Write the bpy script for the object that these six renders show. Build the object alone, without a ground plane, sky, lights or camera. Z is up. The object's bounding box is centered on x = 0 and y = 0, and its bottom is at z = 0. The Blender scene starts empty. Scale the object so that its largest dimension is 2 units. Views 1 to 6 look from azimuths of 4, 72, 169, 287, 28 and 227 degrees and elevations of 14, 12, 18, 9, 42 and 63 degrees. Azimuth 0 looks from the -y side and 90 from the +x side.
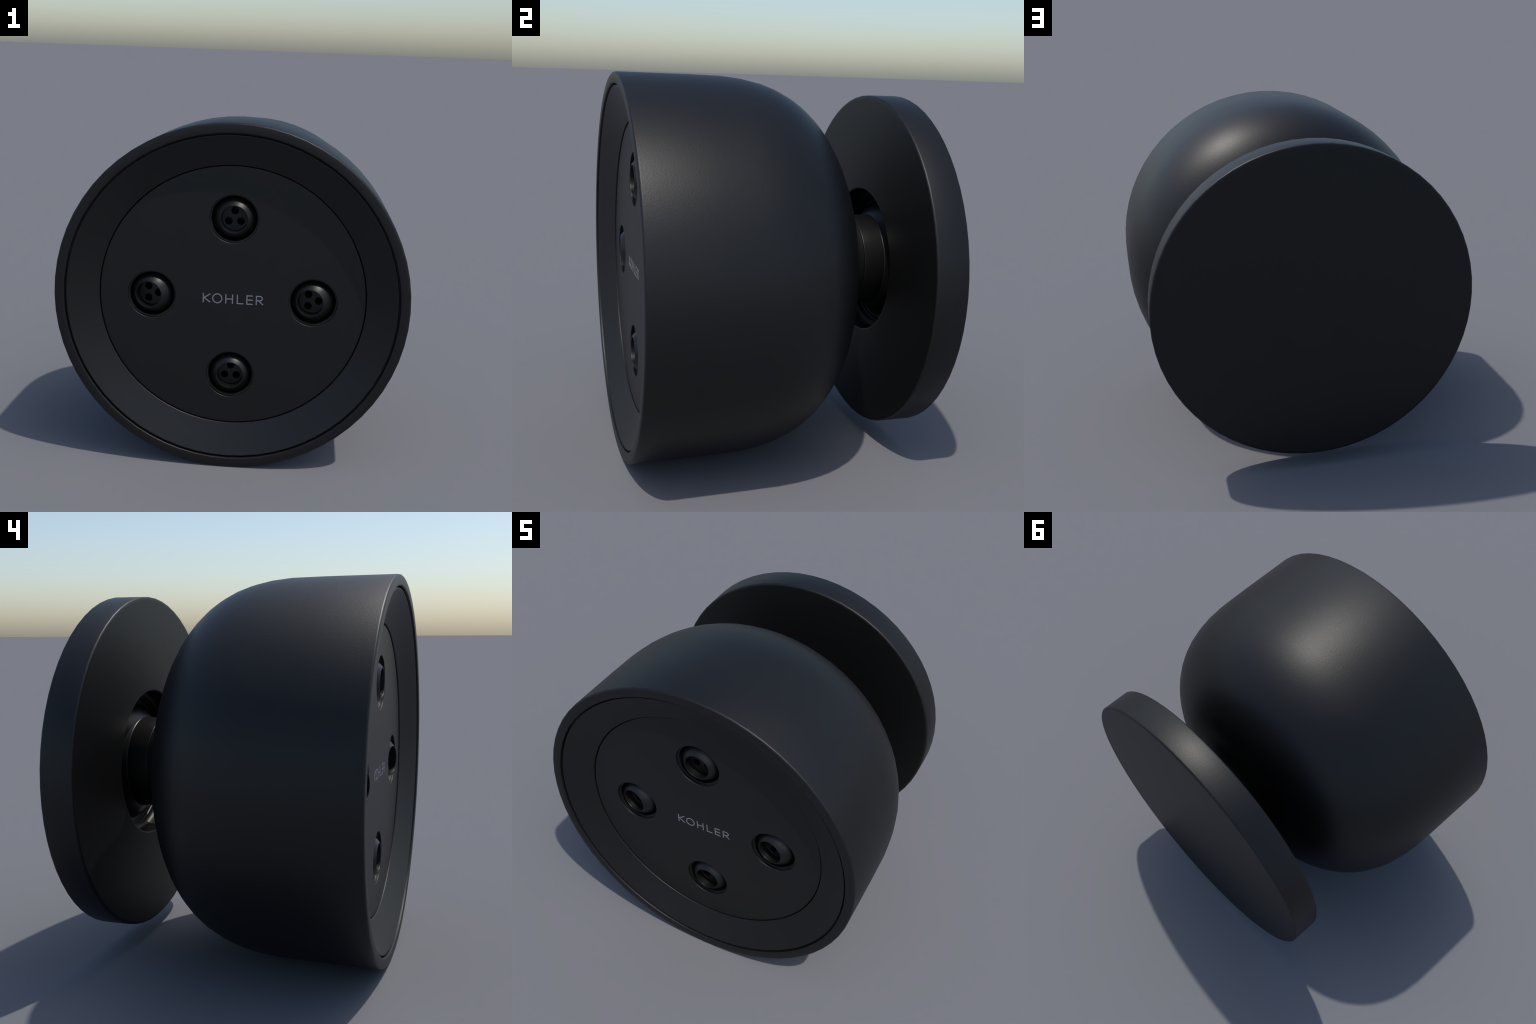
import bpy, bmesh, math
from mathutils import Vector, Matrix
from mathutils.geometry import delaunay_2d_cdt

# ------------------------------------------------------------------ sizes
AXIS_Z = 1.0            # height of the common axis, which runs along y
R_BODY = 1.0
Y_FRONT = -0.7738
Y_BACK = 0.7738
SEG = 64                # facets round the large turned parts
FACE_Y = -0.679         # centre of the slightly crowned face plate
FACE_R = 0.7580
NOZZLE_RADIUS = 0.461   # pitch circle of the four nozzles
RECESS_R = 0.1380


def face_y(r):
    return FACE_Y + 0.0045 * r * r


# ------------------------------------------------------------------ materials
def coated_black(name, base, rough, bump=0.05, grain=190.0, spec=0.5):
    m = bpy.data.materials.new(name)
    m.use_nodes = True
    nt = m.node_tree
    nt.nodes.clear()
    N = nt.nodes.new
    out = N('ShaderNodeOutputMaterial')
    bs = N('ShaderNodeBsdfPrincipled')
    tc = N('ShaderNodeTexCoord')
    fine = N('ShaderNodeTexNoise')
    fine.inputs['Scale'].default_value = grain
    fine.inputs['Detail'].default_value = 3.0
    fine.inputs['Roughness'].default_value = 0.6
    broad = N('ShaderNodeTexNoise')
    broad.inputs['Scale'].default_value = 6.0
    broad.inputs['Detail'].default_value = 4.0
    ramp = N('ShaderNodeValToRGB')
    ramp.color_ramp.elements[0].position = 0.35
    ramp.color_ramp.elements[1].position = 0.65
    ramp.color_ramp.elements[0].color = (*[c * 0.95 for c in base], 1)
    ramp.color_ramp.elements[1].color = (*[c * 1.05 for c in base], 1)
    rr = N('ShaderNodeMapRange')
    rr.inputs['From Min'].default_value = 0.3
    rr.inputs['From Max'].default_value = 0.7
    rr.inputs['To Min'].default_value = rough - 0.012
    rr.inputs['To Max'].default_value = rough + 0.012
    bp = N('ShaderNodeBump')
    bp.inputs['Strength'].default_value = bump
    bp.inputs['Distance'].default_value = 0.002
    L = nt.links.new
    L(tc.outputs['Object'], fine.inputs['Vector'])
    L(tc.outputs['Object'], broad.inputs['Vector'])
    L(broad.outputs['Fac'], ramp.inputs['Fac'])
    L(ramp.outputs['Color'], bs.inputs['Base Color'])
    L(fine.outputs['Fac'], rr.inputs['Value'])
    L(rr.outputs['Result'], bs.inputs['Roughness'])
    L(fine.outputs['Fac'], bp.inputs['Height'])
    L(bp.outputs['Normal'], bs.inputs['Normal'])
    bs.inputs['Specular IOR Level'].default_value = spec
    L(bs.outputs['BSDF'], out.inputs['Surface'])
    return m


BLACK = coated_black('matte_black_coating', (0.0050, 0.0050, 0.0052), 0.467, 0.22, grain=110.0, spec=0.39)
FACE = coated_black('matte_black_face', (0.0052, 0.0052, 0.0054), 0.455, 0.08, grain=110.0, spec=0.40)
NOZ = coated_black('black_nozzle_polymer', (0.0050, 0.0050, 0.0052), 0.42, 0.02, spec=0.40)
STEM = coated_black('black_stem_metal', (0.0060, 0.0058, 0.0055), 0.38, 0.02, spec=0.45)
INK = coated_black('grey_printed_ink', (0.205, 0.208, 0.225), 0.5, 0.02)


# ------------------------------------------------------------------ helpers
def finish(bm, name, mat, parent, loc=(0, 0, 0), angle=38.0, weighted=True):
    bmesh.ops.remove_doubles(bm, verts=bm.verts, dist=1e-6)
    bmesh.ops.recalc_face_normals(bm, faces=bm.faces)
    me = bpy.data.meshes.new(name)
    lim = math.radians(angle)
    for f in bm.faces:
        f.smooth = True
    for e in bm.edges:
        if len(e.link_faces) == 2:
            e.smooth = e.calc_face_angle(0.0) < lim
    bm.to_mesh(me)
    bm.free()
    me.materials.append(mat)
    ob = bpy.data.objects.new(name, me)
    bpy.context.scene.collection.objects.link(ob)
    ob.location = loc
    if weighted:
        md = ob.modifiers.new('wn', 'WEIGHTED_NORMAL')
        md.keep_sharp = True
        md.weight = 60
        dg = bpy.context.evaluated_depsgraph_get()
        new = bpy.data.meshes.new_from_object(ob.evaluated_get(dg))
        ob.modifiers.clear()
        ob.data = new
        new.name = name
        bpy.data.meshes.remove(me)
    ob.parent = parent
    return ob


def arc(cr, cy, rad, a0, a1, n=4):
    """Fillet points (r, y) round a centre, angles in degrees from +r to +y."""
    return [(cr + rad * math.cos(math.radians(a0 + (a1 - a0) * i / n)),
             cy + rad * math.sin(math.radians(a0 + (a1 - a0) * i / n)))
            for i in range(n + 1)]


def lathe(bm, profile, seg=SEG, cx=0.0, cz=0.0, closed=False):
    """Turn a list of (radius, y) round the y axis through (cx, cz)."""
    rings = []
    for r, y in profile:
        if r < 1e-6:
            rings.append([bm.verts.new((cx, y, cz))])
        else:
            rings.append([bm.verts.new((cx + r * math.cos(2 * math.pi * k / seg), y,
                                        cz + r * math.sin(2 * math.pi * k / seg)))
                          for k in range(seg)])
    pairs = list(zip(rings[:-1], rings[1:]))
    if closed:
        pairs.append((rings[-1], rings[0]))
    for a, b in pairs:
        for k in range(seg):
            j = (k + 1) % seg
            q = [a[k % len(a)], a[j % len(a)], b[j % len(b)], b[k % len(b)]]
            q = list(dict.fromkeys(q))
            if len(q) > 2:
                bm.faces.new(q)
    return rings


# ------------------------------------------------------------------ root
root = bpy.data.objects.new('shower_body_spray', None)
bpy.context.scene.collection.objects.link(root)
root['label'] = 'round matte black shower body spray on a wall flange'
root['category'] = 'shower head'

# ------------------------------------------------------------------ housing
# cylinder front, elliptical shoulder, flat back
Y1, RS, Y2, RB = -0.410, 0.9972, 0.3642, 0.4407
dome = []
ND = 14
for i in range(ND + 1):
    a = 0.5 * math.pi * i / ND
    c = max(math.cos(a), 0.0)
    r = RB + (RS - RB) * c ** 1.078
    full = min(max((0.70 - r) / 0.26, 0.0), 1.0)          # back is a little fuller than the ellipse
    dome.append((r, Y1 + (Y2 - Y1) * math.sin(a) ** 0.675 + 0.0078 * full * full * (3 - 2 * full)))
prof = [(0.930, -0.744), (0.9435, -0.746)]
prof += arc(0.9435 + 0.006, Y_FRONT + 0.006, 0.006, 180, 270)
prof += arc(R_BODY - 0.0115, Y_FRONT + 0.0115, 0.0115, -90, 0, 3)
prof += dome
# concave flare that runs out into the stem
prof += [(0.400, 0.3755), (0.363, 0.3815), (0.333, 0.3895), (0.308, 0.4015), (0.288, 0.4165), (0.273, 0.4360),
         (0.2625, 0.4600), (0.2560, 0.4870), (0.2525, 0.5100), (0.2515, 0.5240)]
prof += [(0.2490, 0.5265), (0.2400, 0.5265), (0.2380, 0.50)]
bm = bmesh.new()
lathe(bm, prof, cz=AXIS_Z)
housing = finish(bm, 'housing', BLACK, root, weighted=False)

# ------------------------------------------------------------------ bezel ring
bo, bi = 0.9360, 0.7625
yo, yi = -0.7635, -0.6845
prof = [(bo, -0.685)] + arc(bo - 0.005, yo + 0.005, 0.005, 0, -115, 4)
prof += [(bo - 0.0615 - 0.005, yo + (yi - yo) * 0.38), (bo - 0.115, yo + (yi - yo) * 0.69)]
prof += arc(bi + 0.006, yi + 0.006, 0.006, -114, -180, 3)
prof += [(bi, -0.635)]
bm = bmesh.new()
lathe(bm, prof, cz=AXIS_Z)
bezel = finish(bm, 'bezel_ring', FACE, root)

# ------------------------------------------------------------------ face plate
HOLES = [(0.0, NOZZLE_RADIUS), (-NOZZLE_RADIUS, 0.0), (NOZZLE_RADIUS, 0.0), (0.0, -NOZZLE_RADIUS)]
HSEG = 48
LIP = 0.004
pts, edges = [], []


def add_loop(cx, cz, r, n):
    s = len(pts)
    for k in range(n):
        t = 2 * math.pi * k / n
        pts.append(Vector((cx + r * math.cos(t), cz + r * math.sin(t))))
    edges.extend([(s + k, s + (k + 1) % n) for k in range(n)])
    return list(range(s, s + n))


outer = add_loop(0, 0, FACE_R - 0.004, 128)
hole_loops = [add_loop(x, z, RECESS_R + LIP, HSEG) for x, z in HOLES]
for x, z in HOLES:
    add_loop(x, z, RECESS_R + LIP + 0.02, HSEG)
for r, n in ((0.72, 96), (0.66, 80)):
    add_loop(0, 0, r, n)
for r, n in ((0.22, 32), (0.12, 24), (0.28, 40)):
    for k in range(n):
        t = 2 * math.pi * k / n
        pts.append(Vector((r * math.cos(t), r * math.sin(t))))
pts.append(Vector((0, 0)))
V2, _, F2, ov, _, _ = delaunay_2d_cdt(pts, edges, [], 0, 1e-6)
where = {}
for new, olds in enumerate(ov):
    for o in olds:
        where[o] = new
bm = bmesh.new()
bv = [bm.verts.new((p[0], face_y(p.length), AXIS_Z + p[1])) for p in V2]
for f in F2:
    c = sum((V2[i] for i in f), Vector((0, 0))) / len(f)
    if c.length > FACE_R:
        continue
    if any((c - Vector(h)).length < RECESS_R + LIP * 0.9 for h in HOLES):
        continue
    bm.faces.new([bv[i] for i in f])


def skirt(bm, loop, centre, steps):
    """Carry a closed loop through (radius, y) steps round a centre."""
    n = len(loop)
    prev = [bv[where[i]] for i in loop]
    for r, y in steps:
        cur = [bm.verts.new((centre[0] + r * math.cos(2 * math.pi * k / n), y,
                             AXIS_Z + centre[1] + r * math.sin(2 * math.pi * k / n))) for k in range(n)]
        for k in range(n):
            j = (k + 1) % n
            bm.faces.new([prev[k], prev[j], cur[j], cur[k]])
        prev = cur


yr = face_y(NOZZLE_RADIUS)
for loop, h in zip(hole_loops, HOLES):
    steps = arc(RECESS_R + LIP, yr + LIP, LIP, -90, -180, 4)[1:]
    steps += [(RECESS_R, yr + 0.016)] + arc(RECESS_R - 0.003, yr + 0.016, 0.003, 0, 90, 2)[1:]
    steps += [(0.1315, yr + 0.019)] + arc(0.1315, yr + 0.022, 0.003, -90, -180, 3)[1:]
    steps += [(0.1285, yr + 0.085)]
    skirt(bm, loop, h, steps)
ye = face_y(FACE_R)
skirt(bm, outer, (0, 0), arc(FACE_R - 0.004, ye + 0.004, 0.004, -90, 0, 3)[1:] + [(FACE_R, ye + 0.04)])
face = finish(bm, 'face_plate', FACE, root)

# ------------------------------------------------------------------ spray nozzles
# a swivelling ball with an open cup; three jets in the cup floor
BALL_R, APERTURE = 0.1330, 0.0745
BALL_Y = -0.578
rim = -math.sqrt(BALL_R ** 2 - (APERTURE + 0.004) ** 2)      # local y of the cup rim
FLOOR = rim + 0.059
JET_R, JET_PITCH = 0.0222, 0.0395
bm = bmesh.new()
a_rim = math.degrees(math.acos((APERTURE + 0.004) / BALL_R))
prof = arc(0, 0, BALL_R, 20, -a_rim, 14)
prof += [(APERTURE + 0.0012, rim + 0.0008), (APERTURE, rim + 0.004), (APERTURE - 0.001, FLOOR - 0.006)]
prof += [(APERTURE - 0.004, FLOOR - 0.001), (APERTURE - 0.007, FLOOR)]
rings = lathe(bm, prof, seg=48)
fl_r = prof[-1][0]
pts, edges = [], []
jets = [(JET_PITCH * math.cos(math.radians(90 + 120 * k)), JET_PITCH * math.sin(math.radians(90 + 120 * k)))
        for k in range(3)]
o = add_loop(0, 0, fl_r, 48)
jl = [add_loop(x, z, JET_R, 28) for x, z in jets]
V2, _, F2, ov, _, _ = delaunay_2d_cdt(pts, edges, [], 0, 1e-7)
where = {old: new for new, olds in enumerate(ov) for old in olds}
bv = [bm.verts.new((p[0], FLOOR, p[1])) for p in V2]
for f in F2:
    c = sum((V2[i] for i in f), Vector((0, 0))) / len(f)
    if c.length > fl_r or any((c - Vector(j)).length < JET_R * 0.991 for j in jets):
        continue
    bm.faces.new([bv[i] for i in f])
for loop, j in zip(jl, jets):
    n = len(loop)
    prev = [bv[where[i]] for i in loop]
    cur = [bm.verts.new((p.co.x, FLOOR + 0.13, p.co.z)) for p in prev]
    for k in range(n):
        bm.faces.new([prev[k], prev[(k + 1) % n], cur[(k + 1) % n], cur[k]])
    bm.faces.new(cur)
nozzle = finish(bm, 'nozzle', NOZ, face)
TILT = math.radians(9.4)
for k, (x, z) in enumerate(HOLES):
    ob = nozzle if k == 0 else nozzle.copy()
    if k:
        bpy.context.scene.collection.objects.link(ob)
    ob.parent = face
    side = abs(x) > 0.1
    spin = Matrix.Rotation(math.radians(90 if side else 0), 4, 'Y')
    lean = Matrix.Rotation(-TILT if side else 0.0, 4, 'Z')
    ob.matrix_local = Matrix.Translation((x, BALL_Y, AXIS_Z + z)) @ lean @ spin

# ------------------------------------------------------------------ lettering
CAP, SW = 0.0555, 0.0065
LZ = -0.0020


def bar(bm, p, q, h, w=SW):
    p, q = Vector(p), Vector(q)
    d = (q - p).normalized()
    n = Vector((-d[1], d[0])) * w * 0.5
    ring = [p + n, p - n, q - n, q + n]
    lo = [bm.verts.new((v[0], 0.0015, v[1])) for v in ring]
    hi = [bm.verts.new((v[0], -h, v[1])) for v in ring]
    bm.faces.new(hi)
    for k in range(4):
        bm.faces.new([lo[k], lo[(k + 1) % 4], hi[(k + 1) % 4], hi[k]])


def hoop(bm, c, r, h, a0=0.0, a1=360.0, w=SW, n=40):
    full = a1 - a0 >= 359.9
    sec = []
    for k in range(n if full else n + 1):
        t = math.radians(a0 + (a1 - a0) * k / n)
        u = (math.cos(t), math.sin(t))
        sec.append([bm.verts.new((c[0] + u[0] * rr, y, c[1] + u[1] * rr))
                    for rr, y in ((r + w / 2, 0.0015), (r + w / 2, -h), (r - w / 2, -h), (r - w / 2, 0.0015))])
    for k in range(n):
        a, b = sec[k], sec[(k + 1) % len(sec)]
        for s in range(3):
            bm.faces.new([a[s], a[s + 1], b[s + 1], b[s]])


def letter(build, x):
    bm = bmesh.new()
    build(bm)
    finish(bm, 'letter', INK, face, (x, FACE_Y, AXIS_Z + LZ), weighted=False)


T, B, H = CAP / 2, -CAP / 2, SW / 2


def l_k(bm):
    bar(bm, (H, B), (H, T), 0.0009)
    bar(bm, (SW * 0.75, -0.001), (0.0435, T - 0.002), 0.0008)
    bar(bm, (SW * 0.9, 0.002), (0.0435, B + 0.002), 0.0006)


def l_o(bm):
    hoop(bm, (0.0295, 0), 0.0295 - H, 0.0008)


def l_h(bm):
    w = 0.0445
    bar(bm, (H, B), (H, T), 0.0009)
    bar(bm, (w - H, B), (w - H, T), 0.0009)
    bar(bm, (H, 0.0), (w - H, 0.0), 0.0007)


def l_l(bm):
    bar(bm, (H, B), (H, T), 0.0009)
    bar(bm, (H, B + H), (0.0385, B + H), 0.0007)


def l_e(bm):
    bar(bm, (H, B), (H, T), 0.0009)
    for z in (B + H, 0.0, T - H):
        bar(bm, (H, z), (0.0370, z), 0.0007)


def l_r(bm):
    rr = CAP * 0.29
    bar(bm, (H, B), (H, T), 0.0009)
    bar(bm, (H, T - H), (0.0235, T - H), 0.0007)
    bar(bm, (H, T - 2 * rr + H), (0.0235, T - 2 * rr + H), 0.0007)
    hoop(bm, (0.0235, T - rr), rr - H, 0.0006, -90, 90, n=20)
    bar(bm, (0.0150, T - 2 * rr + H), (0.0415, B + 0.003), 0.0005)


for fn, x in ((l_k, -0.1660), (l_o, -0.1125), (l_h, -0.0370), (l_l, 0.0285), (l_e, 0.0830), (l_r, 0.1370)):
    letter(fn, x)

# ------------------------------------------------------------------ swivel stem
prof = [(0.232, 0.45), (0.232, 0.5275), (0.240, 0.5285)]
prof += arc(0.249 - 0.004, 0.5285 + 0.004, 0.004, -90, 0, 3)
# tight fillet, then a steep collar that spreads over the floor of the socket
prof += [(0.249, 0.641), (0.2503, 0.6455), (0.2540, 0.6495), (0.2610, 0.6535), (0.290, 0.681), (0.312, 0.704), (0.328, 0.724)]
bm = bmesh.new()
lathe(bm, prof, cz=AXIS_Z)
stem = finish(bm, 'swivel_stem', STEM, root)

# ------------------------------------------------------------------ wall flange
FR, FY, HR = 0.9125, 0.601, 0.399
prof = [(0.0, 0.740), (0.325, 0.726), (0.345, 0.722), (0.349, 0.7165), (0.362, 0.7155),
        (0.366, 0.7090), (0.380, 0.7070), (0.392, 0.698), (0.398, 0.680), (HR, 0.650), (HR, 0.615)]
prof += arc(HR + 0.006, FY + 0.006, 0.006, 180, 270, 3)
prof += [(HR + 0.012, FY), (FR - 0.020, FY)]
prof += arc(FR - 0.011, FY + 0.011, 0.011, -90, 0, 3)
prof += arc(FR - 0.0115, Y_BACK - 0.0115, 0.0115, 0, 90, 3)
prof += [(FR - 0.021, Y_BACK)]
prof += [(0.5, Y_BACK), (0.0, Y_BACK)]
bm = bmesh.new()
lathe(bm, prof, cz=AXIS_Z)
flange = finish(bm, 'wall_flange', BLACK, root, weighted=False)
